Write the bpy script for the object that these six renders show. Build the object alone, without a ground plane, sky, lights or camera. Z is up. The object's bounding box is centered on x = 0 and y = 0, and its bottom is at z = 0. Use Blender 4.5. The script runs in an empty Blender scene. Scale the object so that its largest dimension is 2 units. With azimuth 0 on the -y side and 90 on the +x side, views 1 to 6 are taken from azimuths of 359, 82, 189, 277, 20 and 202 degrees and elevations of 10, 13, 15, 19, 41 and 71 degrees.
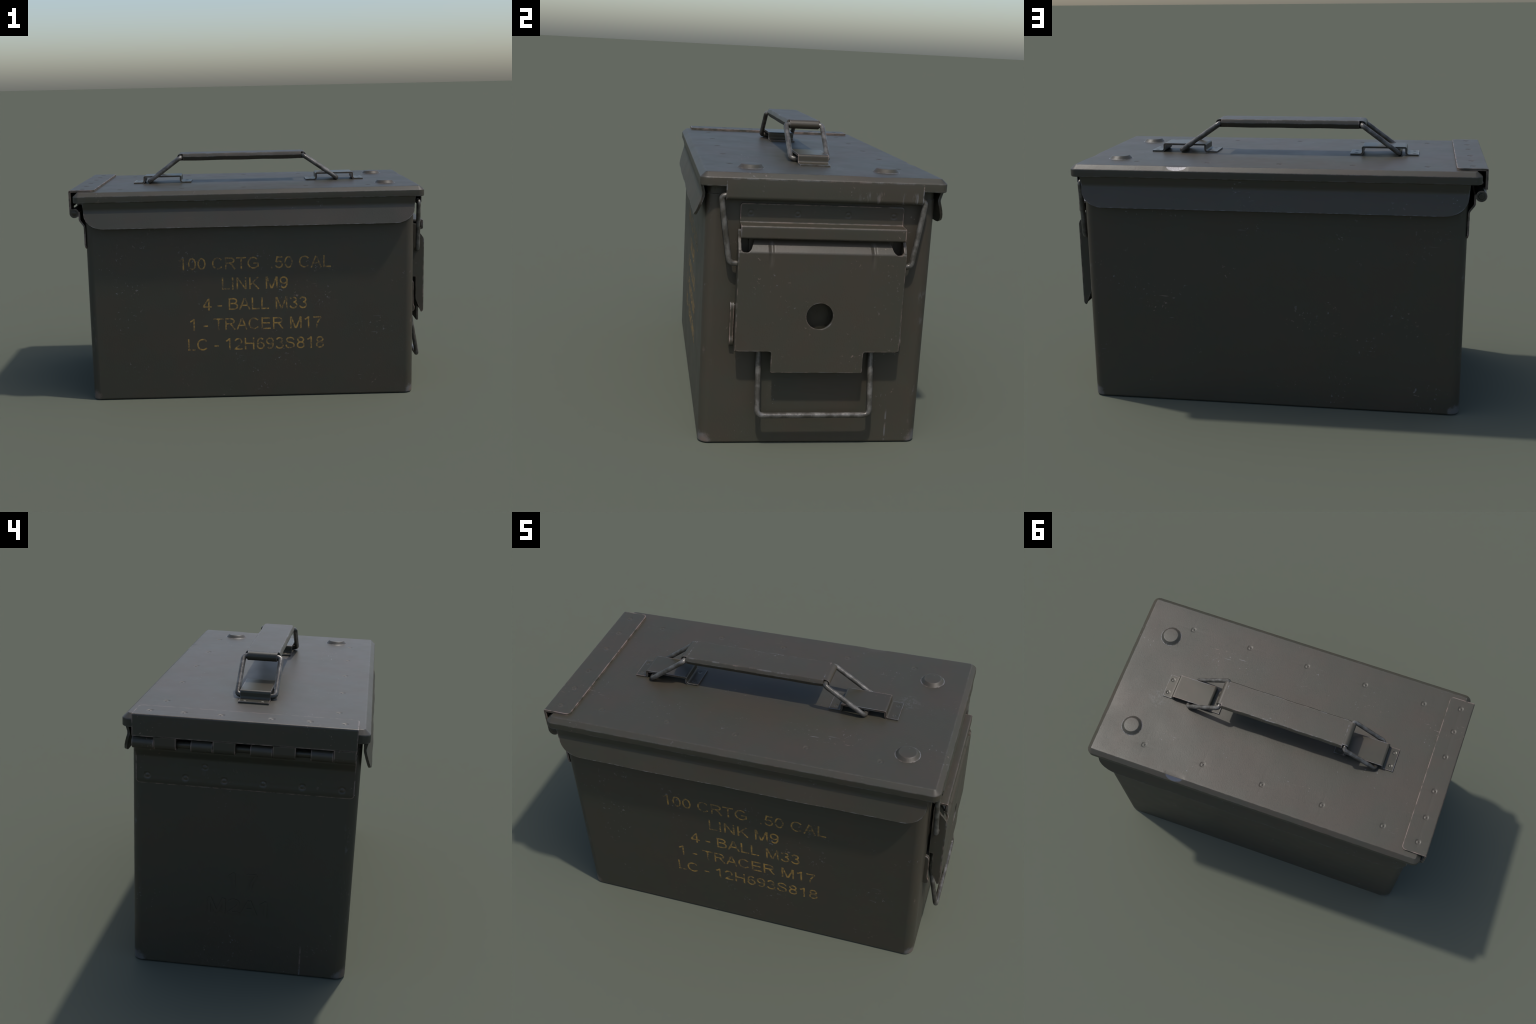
# A steel ammunition box: tapered-free welded body, hinged lid with side flaps,
# wire-bail latch on one end, knuckle hinge on the other, sliding grip handle on top.
# All lengths in metres, everything modelled in world coordinates around the origin.
import bpy, bmesh, math, random
from mathutils import Vector, Matrix

random.seed(7)
V = Vector

# ------------------------------------------------------------------ dimensions
BX, BY = 0.9180, 0.4892          # half length / half width of the body
BODY_TOP = 1.150
LID_L, LID_R, LID_Y = -0.9740, 0.9700, 0.5200   # lid rim outline
LID_TOP, LID_BOT = 1.1950, 1.1380


# ------------------------------------------------------------------ materials
class Nodes:
    """Small helper to write node graphs as expressions."""
    def __init__(self, name):
        self.mat = bpy.data.materials.new(name)
        self.mat.use_nodes = True
        self.nt = self.mat.node_tree
        self.nt.nodes.clear()
        self.co = self.new('ShaderNodeTexCoord').outputs['Object']
        sep = self.new('ShaderNodeSeparateXYZ')
        self.link(self.co, sep.inputs[0])
        self.x, self.y, self.z = sep.outputs

    def new(self, kind):
        return self.nt.nodes.new(kind)

    def link(self, a, b):
        if hasattr(a, 'is_linked'):
            self.nt.links.new(a, b)
        else:
            b.default_value = a

    def math(self, op, a, b=0.0, c=0.0, clamp=False):
        n = self.new('ShaderNodeMath')
        n.operation = op
        n.use_clamp = clamp
        for i, s in zip(n.inputs, (a, b, c)):
            self.link(s, i)
        return n.outputs[0]

    def mul(self, a, b): return self.math('MULTIPLY', a, b)
    def add(self, a, b): return self.math('ADD', a, b)
    def sub(self, a, b): return self.math('SUBTRACT', a, b)
    def mx(self, a, b): return self.math('MAXIMUM', a, b)
    def absv(self, a): return self.math('ABSOLUTE', a)

    def ramp(self, v, lo, hi, out_lo=0.0, out_hi=1.0):
        n = self.new('ShaderNodeMapRange')
        n.interpolation_type = 'SMOOTHSTEP'
        self.link(v, n.inputs['Value'])
        n.inputs['From Min'].default_value = lo
        n.inputs['From Max'].default_value = hi
        n.inputs['To Min'].default_value = out_lo
        n.inputs['To Max'].default_value = out_hi
        return n.outputs[0]

    def noise(self, scale, detail=3.0, rough=0.55, stretch=None, shift=(0, 0, 0), rot=(0, 0, 0)):
        m = self.new('ShaderNodeMapping')
        self.link(self.co, m.inputs['Vector'])
        m.inputs['Location'].default_value = shift
        m.inputs['Rotation'].default_value = rot
        m.inputs['Scale'].default_value = stretch or (1, 1, 1)
        n = self.new('ShaderNodeTexNoise')
        n.inputs['Scale'].default_value = scale
        n.inputs['Detail'].default_value = detail
        n.inputs['Roughness'].default_value = rough
        self.link(m.outputs[0], n.inputs['Vector'])
        return n.outputs['Fac']

    def mix(self, f, a, b):
        n = self.new('ShaderNodeMix')
        n.data_type = 'RGBA'
        self.link(f, n.inputs['Factor'])
        for s, i in ((a, n.inputs[6]), (b, n.inputs[7])):
            if isinstance(s, tuple):
                i.default_value = (*s, 1.0)
            else:
                self.link(s, i)
        return n.outputs[2]

    def edge(self, radius):
        """1 on sharp outside edges, 0 on flats: rounded normal against true normal."""
        b = self.new('ShaderNodeBevel')
        b.samples = 6
        b.inputs['Radius'].default_value = radius
        g = self.new('ShaderNodeNewGeometry')
        d = self.new('ShaderNodeVectorMath')
        d.operation = 'DOT_PRODUCT'
        self.link(b.outputs[0], d.inputs[0])
        self.link(g.outputs['Normal'], d.inputs[1])
        return self.sub(1.0, d.outputs['Value'])

    def finish(self, colour, rough, metal=0.0, height=None, bump=0.1, spec=0.40):
        p = self.new('ShaderNodeBsdfPrincipled')
        self.link(colour, p.inputs['Base Color'])
        self.link(rough, p.inputs['Roughness'])
        self.link(metal, p.inputs['Metallic'])
        p.inputs['Specular IOR Level'].default_value = spec
        if height is not None:
            b = self.new('ShaderNodeBump')
            b.inputs['Strength'].default_value = 1.0
            b.inputs['Distance'].default_value = bump
            self.link(height, b.inputs['Height'])
            self.link(b.outputs[0], p.inputs['Normal'])
        o = self.new('ShaderNodeOutputMaterial')
        self.link(p.outputs[0], o.inputs['Surface'])
        return self.mat


OLIVE = (0.0440, 0.0390, 0.0260)
BROWN = (0.0500, 0.0380, 0.0275)
GREY = (0.0405, 0.0400, 0.0290)
BARE = (0.20, 0.20, 0.21)
RUSTY = (0.250, 0.178, 0.150)


def paint_nodes(name):
    n = Nodes(name)
    blotch = n.ramp(n.noise(4.0, 4, 0.6), 0.35, 0.66)
    col = n.mix(blotch, GREY, BROWN)
    col = n.mix(0.45, col, OLIVE)
    return n, col


def chips(n, seed, amount=1.0):
    """Small rubbed specks and short scratches gathered in loose patches."""
    patch = n.ramp(n.noise(5.5, 2, 0.5, shift=(seed, seed * 2, 3)), 0.56, 0.68)
    fine = n.ramp(n.noise(62.0, 3, 0.65, shift=(seed, 1, 1)), 0.63, 0.70)
    scr_a = n.ramp(n.noise(30.0, 2, 0.5, stretch=(0.35, 2.6, 2.6), rot=(0.3, 0.5, 0.7), shift=(seed, 0, 0)), 0.69, 0.80)
    return n.mul(n.mx(n.mul(patch, fine), n.mul(patch, scr_a)), amount)


def painted_steel(name, edge_radius=0.008, edge_lo=0.006, edge_hi=0.05, edge_noise=(0.42, 0.62), rusty=0.35,
                  rough=0.46, metal=0.0, seed=0.0, chip=0.55, extra=None, wear=0.75, grain=0.00025):
    n, col = paint_nodes(name)
    e = n.ramp(n.edge(edge_radius), edge_lo, edge_hi)
    brk = n.ramp(n.noise(26.0, 4, 0.65, shift=(seed, 5, 2)), *edge_noise)
    w = n.mul(n.mul(e, brk), wear)
    c = chips(n, seed, chip)
    hue = n.ramp(n.noise(9.0, 2, 0.5, shift=(3, seed, 0)), 0.64 - 0.5 * rusty, 0.74 - 0.35 * rusty, 0, 1)
    wear_col = n.mix(hue, BARE, RUSTY)
    mask = n.mx(w, c)
    bare = None
    h = n.add(n.mul(n.noise(2.6, 2, 0.5), 0.0032), n.mul(n.noise(150.0, 2, 0.5), grain))
    h = n.sub(h, n.mul(mask, 0.0004))
    if extra:
        mask, h, bare = extra(n, mask, h)
    col = n.mix(mask, col, wear_col)
    r = n.add(rough, n.mul(n.sub(n.noise(7.0, 4, 0.6), 0.5), 0.16))
    r = n.sub(r, n.mul(mask, 0.10))
    m = metal
    if bare is not None:
        col = n.mix(bare, col, (0.13, 0.13, 0.14))
        r = n.sub(r, n.mul(bare, 0.16))
        m = n.mul(bare, 0.6)
    return n.finish(col, r, m, h, 1.0)


def body_extra(n, mask, h):
    # paint rubbed off the four bottom corners
    cx = n.ramp(n.absv(n.x), BX - 0.085, BX - 0.01)
    cy = n.ramp(n.absv(n.y), BY - 0.085, BY - 0.01)
    cz = n.ramp(n.z, 0.085, 0.005)
    corner = n.mul(n.mul(cx, cy), cz)
    rub = n.ramp(n.add(n.mul(corner, 0.75), n.noise(30.0, 5, 0.7)), 0.66, 1.05)
    rub = n.mul(rub, n.ramp(corner, 0.02, 0.35))
    # one long vertical scratch near the foot of each end wall
    sx = n.ramp(n.absv(n.sub(n.add(n.y, n.mul(n.x, -0.34)), 0.030)), 0.0045, 0.0020)
    sx = n.mul(sx, n.mul(n.ramp(n.z, 0.165, 0.12), n.ramp(n.absv(n.x), BX - 0.02, BX - 0.01)))
    sx = n.mul(sx, n.ramp(n.noise(30.0), 0.38, 0.55))
    # rubbed streaks down the rounded upright corners
    ux = n.ramp(n.absv(n.x), BX - 0.050, BX - 0.012)
    uy = n.ramp(n.absv(n.y), BY - 0.060, BY - 0.020)
    streak = n.ramp(n.noise(34.0, 4, 0.7, stretch=(1, 1, 0.45), shift=(4, 2, 1)), 0.56, 0.70)
    where = n.ramp(n.noise(5.0, 2, 0.5, shift=(7, 1, 2)), 0.50, 0.62)
    streak = n.mul(n.mul(ux, uy), n.mul(streak, where))
    mask = n.mx(mask, n.mul(streak, 0.32))
    return n.mx(mask, n.mx(n.mul(rub, 0.36), n.mul(sx, 0.35))), h, None


def lid_extra(n, mask, h):
    # paint knocked off where the rim is dented, scuffs beside the bracket
    ex = n.mul(n.sub(n.x, 0.445), 1 / 0.050)
    ez = n.mul(n.sub(n.z, 1.1955), 1 / 0.0200)
    dist = n.add(n.add(n.mul(ex, ex), n.mul(ez, ez)), n.mul(n.sub(n.noise(30.0), 0.5), 0.5))
    bare = n.mul(n.ramp(dist, 1.05, 0.85), n.ramp(n.y, 0.494, 0.499))
    d = n.add(n.mul(n.absv(n.sub(n.x, 0.70)), 9.0), n.mul(n.absv(n.sub(n.y, 0.085)), 10.0))
    # upright scuffs on the apron above the latch
    a = n.mul(n.ramp(n.y, 0.10, 0.24), n.mul(n.ramp(n.x, 0.950, 0.955), n.ramp(n.z, 1.140, 1.120)))
    drip = n.ramp(n.noise(26.0, 4, 0.65, stretch=(1, 1.6, 0.30), shift=(2, 6, 1)), 0.55, 0.68)
    mask = n.mx(mask, n.mul(n.mul(a, drip), 0.40))
    scuff = n.mul(n.ramp(d, 1.0, 0.2), n.ramp(n.noise(70.0, 4, 0.7), 0.50, 0.60))
    return n.mx(mask, n.mul(scuff, 0.13)), h, bare


def cover_extra(n, mask, h):
    # two pressed grooves over the top bend of the latch cover
    g = n.ramp(n.absv(n.sub(n.absv(n.y), 0.2165)), 0.015, 0.0)
    g = n.mul(g, n.mul(n.ramp(n.z, 0.80, 0.875), n.ramp(n.z, 0.925, 0.895)))
    return mask, n.sub(h, n.mul(g, 0.0055)), None


MAT_BODY = painted_steel('olive_body_paint', seed=1.0, chip=0.5, edge_radius=0.006, rusty=0.3, extra=body_extra, wear=0.4)
MAT_LID = painted_steel('olive_lid_paint', seed=4.0, chip=0.42, edge_radius=0.009, edge_noise=(0.43, 0.57), wear=0.85, extra=lid_extra)
MAT_FLAP = painted_steel('olive_flap_paint', seed=9.0, chip=0.5, edge_radius=0.008, edge_noise=(0.46, 0.60), wear=0.5, rusty=0.2)
MAT_HINGE = painted_steel('olive_hinge_paint', seed=2.0, chip=0.5, edge_radius=0.009, edge_noise=(0.36, 0.58), rusty=0.85, wear=0.9)
MAT_COVER = painted_steel('olive_latch_cover_paint', seed=6.0, chip=0.45, edge_radius=0.008, rusty=0.55, extra=cover_extra, wear=0.6)
MAT_HOOK = painted_steel('olive_latch_hook_paint', seed=3.0, chip=0.4, edge_radius=0.008, rusty=0.7, edge_noise=(0.36, 0.56), wear=0.9)
MAT_GRIP = painted_steel('olive_grip_paint', seed=5.0, chip=0.5, edge_radius=0.010, rusty=0.4, edge_noise=(0.46, 0.64))
MAT_BRACKET = painted_steel('rubbed_bracket_steel', seed=8.0, chip=0.2, rough=0.34, metal=0.12, grain=0.00005, edge_radius=0.006, edge_noise=(0.3, 0.55), rusty=0.4)
MAT_PRESSED = painted_steel('pressed_mark_paint', chip=0.0, wear=0.0)
MAT_PIN = painted_steel('dark_pin_steel', seed=11.0, chip=0.0, rough=0.42, metal=0.3, wear=0.3)


def wire_material():
    n = Nodes('rubbed_wire_steel')
    f = n.ramp(n.noise(24.0, 4, 0.65), 0.38, 0.66)
    col = n.mix(f, (0.058, 0.052, 0.042), (0.135, 0.126, 0.112))
    r = n.add(0.26, n.mul(n.noise(40.0, 3), 0.14))
    return n.finish(col, r, 0.25, n.noise(60.0, 3), 0.0012, 0.5)


def stencil_material():
    n, base = paint_nodes('worn_yellow_stencil_paint')
    a = n.noise(75.0, 4, 0.7, shift=(2, 0, 7))
    b = n.noise(24.0, 2, 0.5, shift=(0, 0, 4))
    fade = n.ramp(n.z, 0.68, 0.74, 0.0, -0.004)        # the top line is a little more rubbed
    keep = n.ramp(n.add(n.add(n.mul(a, 0.75), n.mul(b, 0.45)), fade), 0.44, 0.76)
    col = n.mix(keep, base, (0.345, 0.200, 0.045))
    return n.finish(col, 0.6, 0.0)


MAT_WIRE = wire_material()
MAT_STENCIL = stencil_material()


# ------------------------------------------------------------------ object helpers
def empty(name, parent=None):
    o = bpy.data.objects.new(name, None)
    bpy.context.scene.collection.objects.link(o)
    o.parent = parent
    return o


def add_mesh(name, bm_or_mesh, mat, parent, smooth=35, bevel=0.0, segs=2, loc=None, angle=38, weighted=False):
    if isinstance(bm_or_mesh, bmesh.types.BMesh):
        bm = bm_or_mesh
        bmesh.ops.recalc_face_normals(bm, faces=bm.faces)
        lim = math.radians(smooth)
        for f in bm.faces:
            f.smooth = True
        if not bevel:
            for e in bm.edges:
                e.smooth = not (len(e.link_faces) == 2 and e.calc_face_angle(0) > lim)
        me = bpy.data.meshes.new(name)
        bm.to_mesh(me)
        bm.free()
        me.materials.append(mat)
    else:
        me = bm_or_mesh
    o = bpy.data.objects.new(name, me)
    bpy.context.scene.collection.objects.link(o)
    o.parent = parent
    if loc:
        o.location = loc
    if bevel:
        b = o.modifiers.new('rounded_edges', 'BEVEL')
        b.width = bevel
        b.segments = segs
        b.limit_method = 'ANGLE'
        b.angle_limit = math.radians(angle)
        b.harden_normals = False
    if weighted or bevel:
        w = o.modifiers.new('flat_panels', 'WEIGHTED_NORMAL')
        w.keep_sharp = True
        w.weight = 80
    return o


def arc(c, r, a0, a1, n):
    return [(c[0] + r * math.cos(a0 + (a1 - a0) * i / n), c[1] + r * math.sin(a0 + (a1 - a0) * i / n)) for i in range(n + 1)]


def fillet(points, radius, n=4, closed=False):
    """Round the corners of a polyline (2D or 3D); radius is one number or a list."""
    pts = [V(p) for p in points]
    m = len(pts)
    rad = radius if isinstance(radius, (list, tuple)) else [radius] * m
    out = []
    for i, p in enumerate(pts):
        if not closed and i in (0, m - 1) or rad[i] <= 0:
            out.append(p)
            continue
        a, b = pts[i - 1] - p, pts[(i + 1) % m] - p
        d = min(rad[i], a.length * 0.49, b.length * 0.49)
        s, e = p + a.normalized() * d, p + b.normalized() * d
        for k in range(n + 1):
            t = k / n
            out.append(s * (1 - t) ** 2 + p * 2 * t * (1 - t) + e * t * t)
    return out


def lines(a, b, step, dense=(), half=0.018, fine=0.0024):
    """Grid lines from a to b: coarse everywhere, fine around the given centres."""
    vals = {round(a, 5), round(b, 5)}
    k = max(1, round((b - a) / step))
    near = lambda v: any(abs(v - c) < half + 0.4 * step for c in dense)
    for i in range(1, k):
        v = a + (b - a) * i / k
        if not near(v):
            vals.add(round(v, 5))
    for c in dense:
        m = int(half / fine)
        for i in range(-m, m + 1):
            v = c + i * fine
            if a + 1e-4 < v < b - 1e-4:
                vals.add(round(v, 5))
    s = sorted(vals)
    out = [s[0]]
    for v in s[1:]:
        if v - out[-1] > 0.0009 or v == s[-1]:
            out.append(v)
    return out


def weld_mark(d, depth=0.0021, ring=0.0095, width=0.0050):
    """Depth of a spot-weld dent at distance d from its middle: a small ring groove."""
    return -depth * math.exp(-((d - ring) / width) ** 2)


def panel(outer, thickness, disp=None):
    """Closed sheet from a grid of outer points; thickness goes against the grid normal."""
    nu, nv = len(outer), len(outer[0])
    nor = []
    for i in range(nu):
        row = []
        for j in range(nv):
            du = outer[min(i + 1, nu - 1)][j] - outer[max(i - 1, 0)][j]
            dv = outer[i][min(j + 1, nv - 1)] - outer[i][max(j - 1, 0)]
            row.append(du.cross(dv).normalized())
        nor.append(row)
    bm = bmesh.new()
    O = [[bm.verts.new(outer[i][j] + nor[i][j] * (disp(outer[i][j]) if disp else 0.0)) for j in range(nv)] for i in range(nu)]
    I = [[bm.verts.new(outer[i][j] - nor[i][j] * thickness) for j in range(nv)] for i in range(nu)]
    for i in range(nu - 1):
        for j in range(nv - 1):
            bm.faces.new((O[i][j], O[i + 1][j], O[i + 1][j + 1], O[i][j + 1]))
            bm.faces.new((I[i][j], I[i][j + 1], I[i + 1][j + 1], I[i + 1][j]))
    for i in range(nu - 1):
        for j in (0, nv - 1):
            bm.faces.new((O[i][j], I[i][j], I[i + 1][j], O[i + 1][j]))
    for j in range(nv - 1):
        for i in (0, nu - 1):
            bm.faces.new((O[i][j], O[i][j + 1], I[i][j + 1], I[i][j]))
    return bm


def path_sampler(pts):
    acc = [0.0]
    for a, b in zip(pts, pts[1:]):
        acc.append(acc[-1] + (V(b) - V(a)).length)

    def at(s):
        s = min(max(s, 0.0), acc[-1])
        for k in range(len(acc) - 1):
            if s <= acc[k + 1] + 1e-9:
                t = (s - acc[k]) / max(acc[k + 1] - acc[k], 1e-9)
                return V(pts[k]).lerp(V(pts[k + 1]), t)
        return V(pts[-1])
    return at, acc


def round_end(dist, r):
    """How far a rounded corner of radius r pulls an edge back, dist from the side."""
    if dist >= r:
        return 0.0
    return r - math.sqrt(max(r * r - (r - dist) ** 2, 0.0))


def corner_columns(y0, y1, r, base):
    """Column positions with extra ones inside the two rounded corners."""
    s = set(round(v, 5) for v in base if y0 + r < v < y1 - r)
    for k in range(7):
        d = r * (1 - math.cos(k / 6 * math.pi / 2))
        s.add(round(y0 + d, 5))
        s.add(round(y1 - d, 5))
    return sorted(s)


def bent_sheet(path_xz, y0, y1, t, dense_y=(), dense_s=(), trim0=0.0, trim1=0.0, keep0=0.03, keep1=0.03, disp=None, flip=False, ystep=0.06):
    """Sheet metal strip: an x-z bend line swept along y, with rounded corners at either end."""
    at, acc = path_sampler(path_xz)
    L = acc[-1]
    ss = sorted(set([round(a, 5) for a in acc] + [s for s in lines(0, L, 0.05, dense_s) if 0 < s < L]))
    ss2 = [ss[0]]
    for s in ss[1:]:
        if s - ss2[-1] > 0.0008:
            ss2.append(s)
    ss2[-1] = L
    ys = lines(y0, y1, ystep, dense_y)
    r = max(trim0, trim1)
    if r:
        ys = corner_columns(y0, y1, r, ys)
    grid = []
    for y in ys:
        d = min(y - y0, y1 - y)
        a, b = round_end(d, trim0) if trim0 else 0.0, round_end(d, trim1) if trim1 else 0.0
        col = []
        for s in ss2:
            q = s
            if s < keep0:
                q = a + s * (keep0 - a) / keep0
            elif s > L - keep1:
                q = (L - keep1) + (s - L + keep1) * (keep1 - b) / keep1
            p = at(q)
            col.append(V((p[0], y, p[1])))
        grid.append(col)
    if flip:
        grid.reverse()
    return panel(grid, t, disp)


def prism(outline, lo, hi, place):
    """Extrude a 2D outline between lo and hi; place(a, b, h) gives the 3D point."""
    bm = bmesh.new()
    A = [bm.verts.new(place(a, b, lo)) for a, b in outline]
    B = [bm.verts.new(place(a, b, hi)) for a, b in outline]
    bm.faces.new(A)
    bm.faces.new(B[::-1])
    for i in range(len(A)):
        j = (i + 1) % len(A)
        bm.faces.new((A[i], B[i], B[j], A[j]))
    return bm


def tube(points, r, corner=0.018, sides=14, closed=False, n=5):
    pts = fillet(points, corner, n, closed)
    m = len(pts)
    bm = bmesh.new()
    rings = []
    up = None
    for i, p in enumerate(pts):
        if closed:
            t = (pts[(i + 1) % m] - pts[i - 1]).normalized()
        else:
            t = (pts[min(i + 1, m - 1)] - pts[max(i - 1, 0)]).normalized()
        if up is None:
            up = t.orthogonal().normalized()
        up = (up - t * up.dot(t)).normalized()
        side = t.cross(up)
        rings.append([bm.verts.new(p + (up * math.cos(a) + side * math.sin(a)) * r)
                      for a in (2 * math.pi * k / sides for k in range(sides))])
    for i in range(m - 1 + (1 if closed else 0)):
        a, b = rings[i], rings[(i + 1) % m]
        for k in range(sides):
            bm.faces.new((a[k], a[(k + 1) % sides], b[(k + 1) % sides], b[k]))
    if not closed:
        bm.faces.new(rings[0][::-1])
        bm.faces.new(rings[-1])
    return bm


def lathe(profile, n=40):
    """Spin a (radius, height) profile around z; a zero radius closes it."""
    bm = bmesh.new()
    rows = []
    for r, h in profile:
        if r < 1e-6:
            rows.append([bm.verts.new((0, 0, h))])
        else:
            rows.append([bm.verts.new((r * math.cos(2 * math.pi * k / n), r * math.sin(2 * math.pi * k / n), h)) for k in range(n)])
    for a, b in zip(rows, rows[1:]):
        for k in range(n):
            j = (k + 1) % n
            if len(a) == 1:
                bm.faces.new((a[0], b[k], b[j]))
            elif len(b) == 1:
                bm.faces.new((a[k], a[j], b[0]))
            else:
                bm.faces.new((a[k], a[j], b[j], b[k]))
    return bm


def rounded_rect(x0, x1, y0, y1, r, n=8):
    out = []
    for cx, cy, a in ((x1 - r, y1 - r, 0), (x0 + r, y1 - r, 1), (x0 + r, y0 + r, 2), (x1 - r, y0 + r, 3)):
        out += arc((cx, cy), r, a * math.pi / 2, (a + 1) * math.pi / 2, n)
    return out


# ------------------------------------------------------------------ root
root = empty('ammunition_box')
root['label'] = 'worn olive drab steel ammunition box with yellow stencilled lettering'
root['category'] = 'ammo can'


# ------------------------------------------------------------------ body
def build_body():
    bm = bmesh.new()
    loops = []
    R = 0.046
    for z, d in ((0.0, 0.0090), (0.0008, 0.0050), (0.0026, 0.0024), (0.0055, 0.0006), (0.010, 0.0), (0.05, 0.0), (0.6, 0.0), (1.098, 0.0), (1.100, 0.003), (BODY_TOP, 0.003)):
        loops.append([bm.verts.new((x, y, z)) for x, y in rounded_rect(-BX + d, BX - d, -BY + d, BY - d, R - d)])
    n = len(loops[0])
    for a, b in zip(loops, loops[1:]):
        for k in range(n):
            bm.faces.new((a[k], a[(k + 1) % n], b[(k + 1) % n], b[k]))
    bm.faces.new(loops[0][::-1])
    bm.faces.new(loops[-1])
    return add_mesh('box_body', bm, MAT_BODY, root, smooth=50, weighted=True)


body = build_body()


# ------------------------------------------------------------------ lid
WELD_X = (0.6715, 0.320, -0.0300, -0.3795, -0.7270)
WELD_Y = (-0.3780, 0.3780)
DENT_X = 0.445


def lid_dent(x, y):
    """The knock in the back rim: the corner of the lid is pushed down in a short bowl."""
    w = max(0.0, 1.0 - ((x - DENT_X) / 0.061) ** 2) ** 0.6
    t = min(max((y - 0.462) / 0.030, 0.0), 1.0)
    d = -0.0028 * w * t * t
    # softer dip in the rim above the latch
    g = math.exp(-((y - 0.22) / 0.06) ** 2) * min(max((x - 0.925) / 0.02, 0.0), 1.0)
    return d - 0.004 * g


def build_lid():
    bm = bmesh.new()
    inset = 0.027
    x0, x1, y0, y1 = LID_L + inset, LID_R - inset, -LID_Y + inset, LID_Y - inset
    xs = sorted(set(lines(x0, x1, 0.05, WELD_X) + [round(DENT_X - 0.066 + 0.006 * k, 5) for k in range(23)]))
    ys = sorted(set(lines(y0, y1, 0.05, WELD_Y) + [0.458, 0.464, 0.470, 0.476, 0.482]))
    nx, ny = len(xs), len(ys)

    def top(x, y):
        z = LID_TOP + lid_dent(x, y)
        for cx in WELD_X:
            if abs(x - cx) < 0.025:
                for cy in WELD_Y:
                    if abs(y - cy) < 0.025:
                        z += weld_mark(math.hypot(x - cx, y - cy))
        return z
    G = [[bm.verts.new((x, y, top(x, y))) for y in ys] for x in xs]
    for i in range(nx - 1):
        for j in range(ny - 1):
            bm.faces.new((G[i][j], G[i + 1][j], G[i + 1][j + 1], G[i][j + 1]))

    # boundary runs counter-clockwise: y0 side, x1 side, y1 side, x0 side
    sides = [[G[i][0] for i in range(nx)], [G[nx - 1][j] for j in range(ny)],
             [G[i][ny - 1] for i in reversed(range(nx))], [G[0][j] for j in reversed(range(ny))]]
    NA = 8
    R = 0.036

    def ring(d, z, share):
        """One loop of the rim: d in from the outline at height z; share = how much of the dent reaches it."""
        a0, a1, b0, b1 = LID_L + d, LID_R - d, -LID_Y + d, LID_Y - d
        r = max(R - d, 0.004)
        corners = [(a1 - r, b0 + r, -math.pi / 2), (a1 - r, b1 - r, 0.0), (a0 + r, b1 - r, math.pi / 2), (a0 + r, b0 + r, math.pi)]
        loop = []
        for s, side in enumerate(sides):
            row = []
            first, last = side[0].co, side[-1].co
            axis = 0 if s % 2 == 0 else 1
            c_prev, c_next = corners[s - 1], corners[s]
            lo, hi = (c_prev[axis], c_next[axis])
            fixed = (b0, a1, b1, a0)[s]
            for v in side:
                t = (v.co[axis] - first[axis]) / (last[axis] - first[axis])
                w = v.co[axis]
                # keep the lines straight in the middle, squeeze them only near the corners
                w = min(max(w, min(lo, hi)), max(lo, hi)) if 0.06 < t < 0.94 else lo + (hi - lo) * t
                p = [0, 0, z]
                p[axis], p[1 - axis] = w, fixed
                p[2] += share * lid_dent(v.co.x, v.co.y)
                row.append(bm.verts.new(p))
            loop.append(row)
            cx, cy, a = corners[s]
            loop.append([bm.verts.new((cx + r * math.cos(a + math.pi / 2 * k / NA), cy + r * math.sin(a + math.pi / 2 * k / NA), z)) for k in range(1, NA)])
        return loop

    spec = ((0.0245, LID_TOP - 0.0008, 1.0), (0.0220, LID_TOP - 0.0022, 0.95), (0.0040, LID_TOP - 0.0180, 0.15), (0.0012, LID_TOP - 0.0206, 0.03), (0.0, LID_TOP - 0.0235, 0.0),
            (0.0, LID_BOT + 0.005, 0.0), (0.0012, LID_BOT + 0.0015, 0.0), (0.004, LID_BOT, 0.0), (0.014, LID_BOT, 0.0), (0.0155, LID_BOT + 0.008, 0.0))
    prev = None
    for d, z, sh in spec:
        cur = ring(d, z, sh)
        if prev is None:
            for s, side in enumerate(sides):
                row, cor = cur[2 * s], cur[2 * s + 1]
                for k in range(len(side) - 1):
                    bm.faces.new((side[k], row[k], row[k + 1], side[k + 1]))
                fan = [row[-1]] + cor + [cur[(2 * s + 2) % 8][0]]
                for k in range(len(fan) - 1):
                    bm.faces.new((side[-1], fan[k], fan[k + 1]))
        else:
            A = [v for part in prev for v in part]
            B = [v for part in cur for v in part]
            m = len(A)
            for k in range(m):
                bm.faces.new((A[k], B[k], B[(k + 1) % m], A[(k + 1) % m]))
        prev = cur
    bm.faces.new([v for part in prev for v in part])
    return add_mesh('lid', bm, MAT_LID, root, smooth=62, weighted=True)


lid = build_lid()


def build_buttons():
    """Two round pressed studs near the latch end, resting proud of the lid."""
    prof = [(0.0600, -0.004), (0.0595, 0.0002), (0.0565, 0.0010), (0.0540, 0.0028), (0.0440, 0.0145), (0.0420, 0.0160), (0.0400, 0.0165), (0.0380, 0.0166), (0.0, 0.0166)]
    o = add_mesh('round_stud', lathe(prof, 48), MAT_LID, lid, smooth=60, loc=(0.7785, -0.2955, LID_TOP))
    p = o.copy()
    p.location = (0.7795, 0.2945, LID_TOP)
    bpy.context.scene.collection.objects.link(p)


build_buttons()


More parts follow.
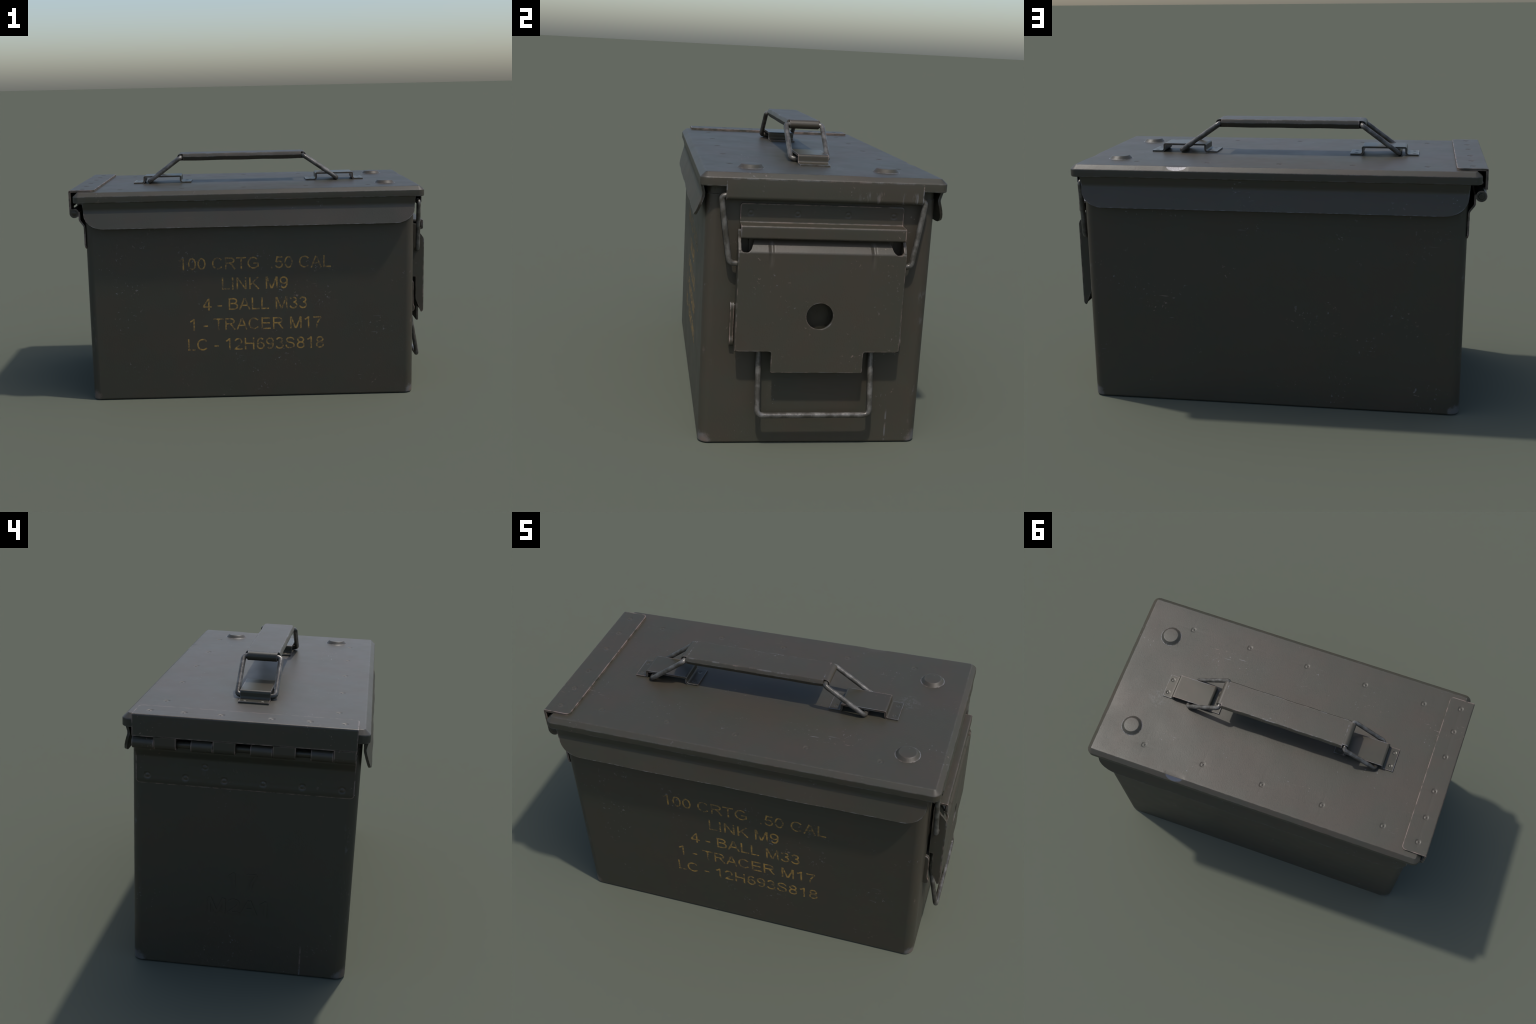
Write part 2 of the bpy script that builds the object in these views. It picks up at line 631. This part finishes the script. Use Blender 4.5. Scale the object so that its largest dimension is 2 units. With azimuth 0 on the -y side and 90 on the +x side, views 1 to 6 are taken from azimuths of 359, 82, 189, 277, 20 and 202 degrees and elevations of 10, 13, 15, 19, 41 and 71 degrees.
def build_flap(sign):
    """Long side flap under the rim: leans in to a crease, then kicks out; rounded lower corners."""
    prof = fillet([(0.5180, 1.1480), (0.5050, 1.0970), (0.5365, 0.9945)], [0, 0.010, 0], 5)
    at, acc = path_sampler([tuple(p) for p in prof])
    L = acc[-1]
    s_keep = acc[-2] + 0.002          # everything above the crease keeps full length
    XL, XR, RX = -0.9225, 0.9205, 0.108
    lower = L - s_keep

    def bottom(x):
        d = min(x - XL, XR - x)
        return L - (round_end(d, RX) * (lower * 0.92) / RX)
    xs = corner_columns(XL, XR, RX, lines(XL, XR, 0.06))
    ss = [a for a in acc[:-1]] + [s_keep + lower * k / 6 for k in range(1, 7)]
    grid = []
    for x in xs:
        b = bottom(x)
        wav = 0.0012 * math.sin(x * 9.0 + sign) + 0.0008 * math.sin(x * 23.0)
        col = []
        for s in ss:
            q = s if s <= s_keep else s_keep + (s - s_keep) * (b - s_keep) / lower
            p = at(q)
            k = max(0.0, (q - s_keep) / lower)
            col.append(V((x * (1 - 0.006 * min(1.0, q / s_keep)), sign * (p[0] + wav * k), p[1])))
        grid.append(col)
    if sign < 0:
        grid.reverse()
    bm = panel(grid, 0.0115)
    return bm


for sg in (-1, 1):
    add_mesh('side_flap', build_flap(sg), MAT_FLAP, lid, bevel=0.0022, segs=2, angle=50)


def build_latch_skirt():
    """Apron of the lid above the latch, its lower edge rolled round the bail wire."""
    c, R = (0.9537, 1.0980), 0.0168
    path = [(0.9685, 1.1735), (0.9705, 1.1690), (0.9705, 1.128)] + [(c[0] + R * math.cos(a), c[1] + R * math.sin(a)) for a in [math.radians(10 - 20 * k) for k in range(15)]]
    bm = bent_sheet(path, -0.4120, 0.4150, 0.0042, ystep=0.08, flip=True)
    return add_mesh('latch_skirt', bm, MAT_LID, lid, bevel=0.0012, segs=2, angle=50)


build_latch_skirt()


# ------------------------------------------------------------------ carrying handle
TIPL, TIPR = -0.4200, 0.3450
GRIP_TOP, GRIP_BOT = 1.3680, 1.3268
ROLL_R = (GRIP_TOP - GRIP_BOT) / 2
ROD_Z = (GRIP_TOP + GRIP_BOT) / 2


def build_grip():
    bm = bmesh.new()
    sec = [(-0.0735, GRIP_TOP), (-0.0765, GRIP_TOP - 0.0022), (-0.0838, GRIP_TOP - 0.0165), (-0.0840, GRIP_TOP - 0.0205), (-0.0755, GRIP_BOT + 0.0030), (-0.0715, GRIP_BOT)]
    sec = sec + [(-y, z) for y, z in reversed(sec)]
    xs = [TIPL + 0.034] + [TIPL + 0.034 + (TIPR - TIPL - 0.064) * k / 24 for k in range(1, 24)] + [TIPR - 0.030]
    rows = []
    for i, x in enumerate(xs):
        rows.append([bm.verts.new((x, y * (1 + 0.010 * math.sin(x * 31)), z + (0.0008 * math.sin(x * 26 + y * 8) if z < GRIP_TOP - 0.004 else 0.0))) for y, z in sec])
    m = len(sec)
    for a, b in zip(rows, rows[1:]):
        for k in range(m):
            bm.faces.new((a[k], a[(k + 1) % m], b[(k + 1) % m], b[k]))
    bm.faces.new(rows[0])
    bm.faces.new(rows[-1][::-1])
    grip = add_mesh('carrying_handle', bm, MAT_GRIP, root, smooth=70, weighted=True)
    # rolled tongues at both ends that hold the wire loops
    for tip, s in ((TIPL, -1), (TIPR, 1)):
        cx = tip - s * ROLL_R
        path = [(cx - s * 0.030, GRIP_TOP - 0.0006), (cx - s * 0.006, GRIP_TOP - 0.0003)]
        path += [(cx + s * ROLL_R * math.sin(a), ROD_Z + (ROLL_R - 0.0003) * math.cos(a)) for a in [math.pi * k / 12 for k in range(13)]]
        path += [(cx - s * 0.026, GRIP_BOT + 0.0006)]
        b = bent_sheet(path, -0.0690, 0.0690, 0.0048, ystep=0.05, flip=s > 0)
        add_mesh('rolled_end', b, MAT_GRIP, grip, bevel=0.0012, segs=2, angle=50)
    for tip, s, xb in ((TIPL, -1, -0.5880), (TIPR, 1, 0.5250)):
        xh = tip - s * ROLL_R
        pts = [(xh, -0.035, ROD_Z), (xh, -0.0870, ROD_Z - 0.001), (xb, -0.0860, 1.2085), (xb, 0.0860, 1.2085), (xh, 0.0870, ROD_Z - 0.001), (xh, 0.035, ROD_Z)]
        add_mesh('wire_loop', tube(pts, 0.0122, 0.020, 16), MAT_WIRE, grip, smooth=50)
    return grip


grip = build_grip()


def build_bracket(s):
    """Strap bridging each wire loop: two welded feet and a raised flat between them."""
    x0, x1, xa, xb = 0.3420, 0.6835, 0.3985, 0.6245
    z0, z1 = 1.2030, 1.2400
    pts = [(x0, z0), (xa + 0.002, z0), (xa, z1), (xb, z1), (xb - 0.002 + 0.003, z0), (x1, z0)]
    path = [tuple(p) for p in fillet(pts, [0, 0.011, 0.012, 0.012, 0.011, 0], 5)]
    path = [(s * a, b) for a, b in path]
    marks = [(s * x, y) for x in (0.371, 0.662) for y in (-0.0400, 0.0400)]
    at, acc = path_sampler(path)
    dense = [0.029, acc[-1] - 0.0215]

    def disp(p):
        if p.z > z0 + 0.004:
            return 0.0
        return sum(weld_mark(math.hypot(p.x - a, p.y - b), 0.0020, 0.0062, 0.0030) for a, b in marks)
    bm = bent_sheet(path, -0.0685, 0.0685, 0.0098, dense_y=(-0.04, 0.04), dense_s=dense, disp=disp, flip=s > 0)
    return add_mesh('handle_bracket', bm, MAT_BRACKET, lid, bevel=0.0028, segs=3, angle=48)


for sg in (-1, 1):
    build_bracket(sg)


# ------------------------------------------------------------------ hinge end (-x)
HX, HZ, HR = -0.9735, 1.0780, 0.0262


def build_hinge():
    marks = [(-0.9325, y) for y in (-0.411, -0.267, -0.109, 0.101, 0.2585, 0.403)]
    pts = [(-0.8590, 1.2065), (-1.0000, 1.2065), (-1.0000, 1.1100)]
    path = [tuple(p) for p in fillet(pts, [0, 0.009, 0], 5)]

    def disp(p):
        if p.z < 1.2060:
            return 0.0
        return sum(weld_mark(math.hypot(p.x - a, p.y - b), 0.0024) for a, b in marks if abs(p.y - b) < 0.03)
    bm = bent_sheet(path, -0.4690, 0.4665, 0.0112, dense_y=[m[1] for m in marks], dense_s=[0.0735], trim0=0.022, keep0=0.040, disp=disp, flip=False)
    plate = add_mesh('hinge_plate', bm, MAT_HINGE, root, bevel=0.0036, segs=3, angle=48)

    # knuckles: lid ones hang flush from the plate, body ones are plain rolled barrels
    def barrel(y0, y1, flush):
        if flush:
            prof = [(-1.0000, 1.1130), (-1.0000, HZ)]
            prof += [(HX + (HR + 0.0003) * math.cos(a), HZ + (HR + 0.0003) * math.sin(a)) for a in [math.radians(190 + 20 * k) for k in range(13)]]
            prof += [(HX - 0.016, HZ + HR - 0.003), (-0.9898, HZ + 0.024), (-0.9898, 1.1130)]
        else:
            prof = [(HX + HR * math.cos(a), HZ + HR * math.sin(a)) for a in [2 * math.pi * k / 18 for k in range(18)]]
        return prism(prof, y0, y1, lambda a, b, h: (a, h, b))
    pitch = 0.2497
    for k in range(4):
        y = 0.4675 - k * pitch
        add_mesh('body_knuckle', barrel(y - 0.0925, y, False), MAT_HINGE, plate, smooth=45, bevel=0.0012, angle=60)
        add_mesh('lid_knuckle', barrel(y - 0.0925 - 0.0955 + (0.002 if k == 3 else 0), y - 0.0937, True), MAT_HINGE, plate, smooth=45, bevel=0.0012, angle=60)
    pin = lathe([(0.0, -0.4705), (0.0125, -0.4705), (0.0145, -0.4690), (0.0145, 0.4690), (0.0125, 0.4715), (0.0, 0.4715)], 20)
    bmesh.ops.rotate(pin, verts=pin.verts, cent=(0, 0, 0), matrix=Matrix.Rotation(-math.pi / 2, 3, 'X'))
    bmesh.ops.translate(pin, verts=pin.verts, vec=(HX, 0, HZ))
    add_mesh('hinge_pin', pin, MAT_PIN, plate, smooth=40)

    # lower leaf welded to the end wall, joggled out to the barrel
    leaf_marks = [(y, 0.9140) for y in (0.418, 0.2515, 0.084, -0.0835, -0.2505, -0.418)] + [(0.168, 0.968)]
    pts = [(-0.9500, 1.0860), (-0.9500, 1.0370), (-0.9250, 1.0030), (-0.9250, 0.8950), (-0.9190, 0.8760)]
    path = [tuple(p) for p in fillet(pts, [0, 0.006, 0.006, 0.008, 0], 4)]
    at, acc = path_sampler(path)
    s_of = lambda z: (1.0860 - 1.0370) + math.hypot(0.0250, 0.034) - 0.003 + (1.0030 - z)

    def disp2(p):
        return sum(weld_mark(math.hypot(p.y - a, p.z - b), 0.0036, 0.0105, 0.0050) for a, b in leaf_marks if abs(p.y - a) < 0.03) if p.z < 0.99 else 0.0
    bm = bent_sheet(path, -0.4700, 0.4680, 0.0085, dense_y=[m[0] for m in leaf_marks], dense_s=[s_of(0.914), s_of(0.968)], trim1=0.0185, keep1=0.0200, disp=disp2)
    add_mesh('hinge_leaf', bm, MAT_HINGE, plate, bevel=0.0018, segs=2, angle=48)


build_hinge()


# ------------------------------------------------------------------ latch end (+x)
def plate_with_hole(outline, hole_c, hole_r, t):
    """Flat plate with a round hole, cut from a filled 2D curve with rounded edges."""
    cu = bpy.data.curves.new('cover_outline', 'CURVE')
    cu.dimensions = '2D'
    cu.fill_mode = 'BOTH'
    hole = arc(hole_c, hole_r, 0, 2 * math.pi, 32)[:-1]
    for loop in (outline, hole):
        sp = cu.splines.new('POLY')
        sp.points.add(len(loop) - 1)
        for p, q in zip(sp.points, loop):
            p.co = (q[0], q[1], 0, 1)
        sp.use_cyclic_u = True
    cu.extrude = t / 2 - 0.0018
    cu.bevel_depth = 0.0018
    cu.bevel_resolution = 2
    cu.offset = -0.0018
    ob = bpy.data.objects.new('cover_outline', cu)
    bpy.context.scene.collection.objects.link(ob)
    dg = bpy.context.evaluated_depsgraph_get()
    me = bpy.data.meshes.new_from_object(ob.evaluated_get(dg))
    bpy.data.objects.remove(ob)
    bpy.data.curves.remove(cu)
    bm = bmesh.new()
    bm.from_mesh(me)
    bpy.data.meshes.remove(me)
    bmesh.ops.remove_doubles(bm, verts=bm.verts, dist=1e-5)
    return bm


def build_cover():
    W, T, XO = 0.3550, 0.0120, 0.9990
    half = [(0.1985, 0.3530, 0.008), (0.1985, 0.4465, 0.010), (W - 0.001, 0.4465, 0.018), (W, 0.9300, 0.0),
            (0.3445, 0.9300, 0.0), (0.3445, 0.8840, 0.006), (0.3370, 0.8730, 0.008), (0.3130, 0.8700, 0.010), (0.3020, 0.8820, 0.010), (0.2860, 0.9350, 0.006)]
    pts = [(-y, z) for y, z, r in reversed(half)] + [(y, z) for y, z, r in half]
    rad = [r for y, z, r in reversed(half)] + [r for y, z, r in half]
    outline = [tuple(p) for p in fillet(pts, rad, 4, closed=True)]
    bm = plate_with_hole(outline, (0.0, 0.6035), 0.0570, T)
    # the tongue between the notches bends back at the top; the ears stay in the side walls
    for cut in [0.868 + 0.003 * k for k in range(5)] + [0.900]:
        bmesh.ops.bisect_plane(bm, geom=bm.verts[:] + bm.edges[:] + bm.faces[:], plane_co=(0, cut, 0), plane_no=(0, 1, 0))
    zb, ang, Rb = 0.8680, math.radians(40), 0.010
    for v in bm.verts:
        y, z, h = v.co
        x = XO - T / 2 + h
        if z > zb and abs(y) < 0.330:
            s = z - zb
            a = min(s / Rb, ang)
            px, pz = -Rb * (1 - math.cos(a)), Rb * math.sin(a)
            rest = max(0.0, s - Rb * ang)
            px -= rest * math.sin(ang)
            pz += rest * math.cos(ang)
            x = XO - T / 2 + px + h * math.cos(a)
            z = zb + pz + h * math.sin(a)
        if abs(y) >= 0.330 and z > 0.872:
            x -= (z - 0.872) * 0.80
        v.co = (x, y, z)
    cover = add_mesh('latch_cover', bm, MAT_COVER, root, smooth=50, weighted=True)

    wall = [(0.9960, 0.4475), (0.9860, 0.4410), (0.9530, 0.5190), (0.9520, 0.6530), (0.9300, 0.6530), (0.9300, 0.9600), (0.9560, 0.9600), (0.9590, 0.9280), (0.9960, 0.8800)]
    wall = [tuple(p) for p in fillet(wall, [0.002, 0.002, 0.01, 0.003, 0.004, 0.008, 0.006, 0.008, 0.005], 3, closed=True)]
    for s in (-1, 1):
        b = prism(wall, s * (W - 0.0118), s * (W + 0.0004), lambda a, c, h: (a, h + (0.0022 * (0.9 - c) * (-1 if h > 0 else 1)), c))
        add_mesh('cover_side', b, MAT_COVER, cover, bevel=0.0020, segs=2, angle=40)
    # lever inside the cover, seen through the notches and the hole
    inner = [(0.9320, 0.5200), (0.9400, 0.5200), (0.9400, 0.9450), (0.9320, 0.9450)]
    add_mesh('inner_lever', prism(inner, -0.3080, 0.3080, lambda a, c, h: (a, h, c)), MAT_PIN, cover, bevel=0.002)
    return cover


cover = build_cover()


def build_hook():
    """Plate spot-welded to the end wall whose lower edge turns out and down as a hook."""
    pts = [(0.9265, 1.0650), (0.9265, 0.9850), (0.9935, 0.9835), (0.9935, 0.9300), (0.9790, 0.9265)]
    path = [tuple(p) for p in fillet(pts, [0, 0.006, 0.009, 0.010, 0], 5)]
    marks = [(y, 1.0265) for y in (-0.303, -0.1075, 0.1075, 0.304)]

    def disp(p):
        return sum(weld_mark(math.hypot(p.y - a, p.z - b), 0.0017) for a, b in marks if abs(p.y - a) < 0.03) if p.z > 0.995 else 0.0
    bm = bent_sheet(path, -0.3475, 0.3475, 0.0105, dense_y=[m[0] for m in marks], dense_s=[0.0385], trim0=0.012, keep0=0.014, disp=disp, flip=True)
    hook = add_mesh('latch_hook', bm, MAT_HOOK, root, bevel=0.0036, segs=3, angle=48)

    # pivot bracket low on the end wall, its turned-out cheeks just wider than the cover
    cheek = [(0.9120, 0.6400), (0.9280, 0.6400), (0.9380, 0.6230), (0.9380, 0.4930), (0.9470, 0.4760), (0.9430, 0.4560), (0.9280, 0.4480), (0.9120, 0.4580)]
    cheek = [tuple(p) for p in fillet(cheek, 0.008, 3, closed=True)]
    for s in (-1, 1):
        add_mesh('pivot_cheek', prism(cheek, s * 0.3560, s * 0.3740, lambda a, c, h: (a, h, c)), MAT_HOOK, hook, bevel=0.004, segs=3)
    web = [(0.9120, 0.6300), (0.9220, 0.6300), (0.9220, 0.4700), (0.9120, 0.4700)]
    add_mesh('pivot_web', prism(web, -0.3600, 0.3600, lambda a, c, h: (a, h, c)), MAT_HOOK, hook, bevel=0.002)
    return hook


hook = build_hook()


def build_wires():
    # upper bail: from the rolled skirt down into the cover's sides
    pts = [(0.9575, -0.3400, 0.8170), (0.9560, -0.3880, 0.8170), (0.9510, -0.4310, 1.0985), (0.9515, -0.3900, 1.1000),
           (0.9515, 0.3900, 1.1000), (0.9510, 0.4310, 1.0965), (0.9560, 0.3880, 0.8150), (0.9575, 0.3400, 0.8150)]
    add_mesh('latch_bail', tube(pts, 0.0122, [0, 0.024, 0.024, 0.02, 0.02, 0.024, 0.024, 0], 16), MAT_WIRE, cover, smooth=50)
    # lower bail: hangs from the pivot bracket below the cover
    pts = [(0.9270, -0.2440, 0.4850), (0.9440, -0.2440, 0.3900), (0.9850, -0.2450, 0.1550), (0.9850, 0.2490, 0.1565), (0.9440, 0.2470, 0.3900), (0.9270, 0.2470, 0.4850)]
    add_mesh('pull_bail', tube(pts, 0.0124, [0, 0.02, 0.030, 0.030, 0.02, 0], 16), MAT_WIRE, cover, smooth=50)


build_wires()


# ------------------------------------------------------------------ writing
def ell(cx, cy, rx, ry, a0, a1, n=18):
    return [(cx + rx * math.cos(math.radians(a0 + (a1 - a0) * k / n)), cy + ry * math.sin(math.radians(a0 + (a1 - a0) * k / n))) for k in range(n + 1)]


CAP = 0.716
SIX = [ell(0.285, 0.225, 0.190, 0.182, 0, 360), ell(0.290, 0.355, 0.196, 0.318, 48, 190)]
# plain grotesque letters: advance width and pen strokes, in em
GLYPHS = {
    ' ': (0.278, []),
    '.': (0.278, [[(0.139, 0.0), (0.139, 0.095)]]),
    '-': (0.333, [[(0.035, 0.258), (0.300, 0.258)]]),
    '0': (0.556, [ell(0.278, 0.358, 0.194, 0.316, 0, 360, 26)]),
    '1': (0.556, [[(0.327, 0.0), (0.327, 0.716)], [(0.110, 0.535), (0.215, 0.590), (0.318, 0.690)]]),
    '2': (0.556, [ell(0.277, 0.510, 0.186, 0.164, 172, -32) + [(0.360, 0.310), (0.200, 0.160), (0.085, 0.050)], [(0.040, 0.042), (0.505, 0.042)]]),
    '3': (0.556, [ell(0.268, 0.530, 0.165, 0.145, 165, -82), ell(0.270, 0.210, 0.192, 0.170, 88, -168)]),
    '4': (0.556, [[(0.372, 0.0), (0.372, 0.705)], [(0.352, 0.672), (0.045, 0.222)], [(0.025, 0.208), (0.525, 0.208)]]),
    '5': (0.556, [[(0.485, 0.668), (0.165, 0.668), (0.112, 0.365)], ell(0.270, 0.232, 0.198, 0.190, 138, -165)]),
    '6': (0.556, SIX),
    '7': (0.556, [[(0.050, 0.668), (0.490, 0.668)], [(0.490, 0.660), (0.365, 0.480), (0.270, 0.260), (0.222, 0.0)]]),
    '8': (0.556, [ell(0.277, 0.530, 0.163, 0.143, 0, 360), ell(0.277, 0.210, 0.194, 0.170, 0, 360)]),
    '9': (0.556, [[(0.556 - a, CAP - b) for a, b in st] for st in SIX]),
    'A': (0.667, [[(0.045, 0.0), (0.318, 0.690)], [(0.349, 0.690), (0.622, 0.0)], [(0.150, 0.258), (0.517, 0.258)]]),
    'B': (0.667, [[(0.120, 0.0), (0.120, 0.716)], [(0.130, 0.672), (0.370, 0.672)] + ell(0.370, 0.528, 0.165, 0.144, 88, -88) + [(0.130, 0.384)],
                  ell(0.385, 0.213, 0.192, 0.171, 85, -88) + [(0.130, 0.042)]]),
    'C': (0.722, [ell(0.378, 0.358, 0.288, 0.314, 40, 322, 24)]),
    'E': (0.667, [[(0.125, 0.0), (0.125, 0.716)], [(0.130, 0.672), (0.605, 0.672)], [(0.130, 0.376), (0.575, 0.376)], [(0.130, 0.042), (0.620, 0.042)]]),
    'G': (0.778, [ell(0.395, 0.358, 0.302, 0.314, 42, 318, 24), [(0.672, 0.115), (0.672, 0.345)], [(0.665, 0.335), (0.405, 0.335)]]),
    'H': (0.722, [[(0.125, 0.0), (0.125, 0.716)], [(0.598, 0.0), (0.598, 0.716)], [(0.130, 0.376), (0.590, 0.376)]]),
    'I': (0.278, [[(0.139, 0.0), (0.139, 0.716)]]),
    'K': (0.667, [[(0.120, 0.0), (0.120, 0.716)], [(0.590, 0.716), (0.135, 0.250)], [(0.275, 0.385), (0.620, 0.0)]]),
    'L': (0.556, [[(0.120, 0.0), (0.120, 0.716)], [(0.130, 0.042), (0.520, 0.042)]]),
    'M': (0.833, [[(0.120, 0.0), (0.120, 0.716)], [(0.140, 0.716), (0.400, 0.020)], [(0.433, 0.020), (0.693, 0.716)], [(0.713, 0.0), (0.713, 0.716)]]),
    'N': (0.722, [[(0.122, 0.0), (0.122, 0.716)], [(0.140, 0.700), (0.582, 0.016)], [(0.600, 0.0), (0.600, 0.716)]]),
    'R': (0.722, [[(0.125, 0.0), (0.125, 0.716)], [(0.130, 0.672), (0.420, 0.672)] + ell(0.420, 0.523, 0.180, 0.149, 88, -88) + [(0.130, 0.374)],
                  [(0.370, 0.360), (0.480, 0.265), (0.655, 0.0)]]),
    'S': (0.667, [[(0.550, 0.515), (0.510, 0.610), (0.425, 0.660), (0.325, 0.674), (0.215, 0.655), (0.140, 0.595), (0.125, 0.520), (0.165, 0.445), (0.265, 0.395), (0.400, 0.362),
                   (0.515, 0.305), (0.560, 0.205), (0.530, 0.115), (0.450, 0.058), (0.335, 0.042), (0.205, 0.062), (0.115, 0.135), (0.088, 0.235)]]),
    'T': (0.611, [[(0.020, 0.672), (0.592, 0.672)], [(0.306, 0.665), (0.306, 0.0)]]),
}


def pen_stroke(bm, pts, half, h0, h1, to_world):
    """One flat-ended stroke of a letter, standing from h0 to h1 above the wall."""
    pts = [V((a, b)) for a, b in pts]
    closed = (pts[0] - pts[-1]).length < 1e-4
    if closed:
        pts.pop()
    m = len(pts)
    L, Rr = [], []
    for i, p in enumerate(pts):
        a = pts[i - 1] if (i or closed) else p
        b = pts[(i + 1) % m] if (i < m - 1 or closed) else p
        t1, t2 = (p - a), (b - p)
        t = ((t1.normalized() if t1.length else V((0, 0))) + (t2.normalized() if t2.length else V((0, 0)))).normalized()
        nrm = V((-t.y, t.x))
        ref = t2.normalized() if t2.length else t1.normalized()
        k = half / max(0.6, abs(V((-ref.y, ref.x)).dot(nrm)))
        L.append(p + nrm * k)
        Rr.append(p - nrm * k)
    cols = [[bm.verts.new(to_world(q[i].x, q[i].y, h)) for i in range(m)] for q, h in ((L, h0), (L, h1), (Rr, h1), (Rr, h0))]
    for i in range(m if closed else m - 1):
        j = (i + 1) % m
        for a, b in zip(cols, cols[1:] + cols[:1]):
            bm.faces.new((a[i], a[j], b[j], b[i]))
    if not closed:
        for i in (0, m - 1):
            bm.faces.new([c[i] for c in cols])


def place_text(name, words, a0, a1, base, cap, to_world, height, mat, parent, half=0.041):
    """Set one line so that its letters span a0..a1 and stand cap high on base."""
    strokes, x = [], 0.0
    for ch in words:
        w, st = GLYPHS[ch]
        strokes += [[(x + a, b) for a, b in line] for line in st]
        x += w
    lo = min(a for st in strokes for a, b in st) - half
    hi = max(a for st in strokes for a, b in st) + half
    bm = bmesh.new()
    sx, sy = (a1 - a0) / (hi - lo), cap / CAP
    for k, st in enumerate(strokes):
        pen_stroke(bm, st, half, -0.0010, height + 0.00003 * (k % 4), lambda a, b, h: to_world(a0 + (a - lo) * sx, base + b * sy, h))
    return add_mesh(name, bm, mat, parent, smooth=30)


STENCIL = (('100 CRTG  .50 CAL', -0.4020, 0.4540, 0.7465), ('LINK M9', -0.1640, 0.2070, 0.6305), ('4 - BALL M33', -0.2785, 0.3135, 0.5125),
           ('1 - TRACER M17', -0.3525, 0.3955, 0.3960), ('LC - 12H693S818', -0.3655, 0.4080, 0.2785))
for words, a0, a1, base in STENCIL:
    place_text('stencil_line', words, a0, a1, base, 0.0685, lambda a, b, h: (a, -BY - h, b), 0.00025, MAT_STENCIL, body)

# raised pressed marks on the hinge end (read from -x, so +y is on the left)
for words, a0, a1, base in (('1 7', -0.0560, 0.0785, 0.4140), ('M2A1', -0.1420, 0.1240, 0.2860)):
    place_text('pressed_mark', words, a0, a1, base, 0.0720, lambda a, b, h: (-BX - h, -a, b), 0.0026, MAT_PRESSED, body, 0.052)

bpy.context.view_layer.update()
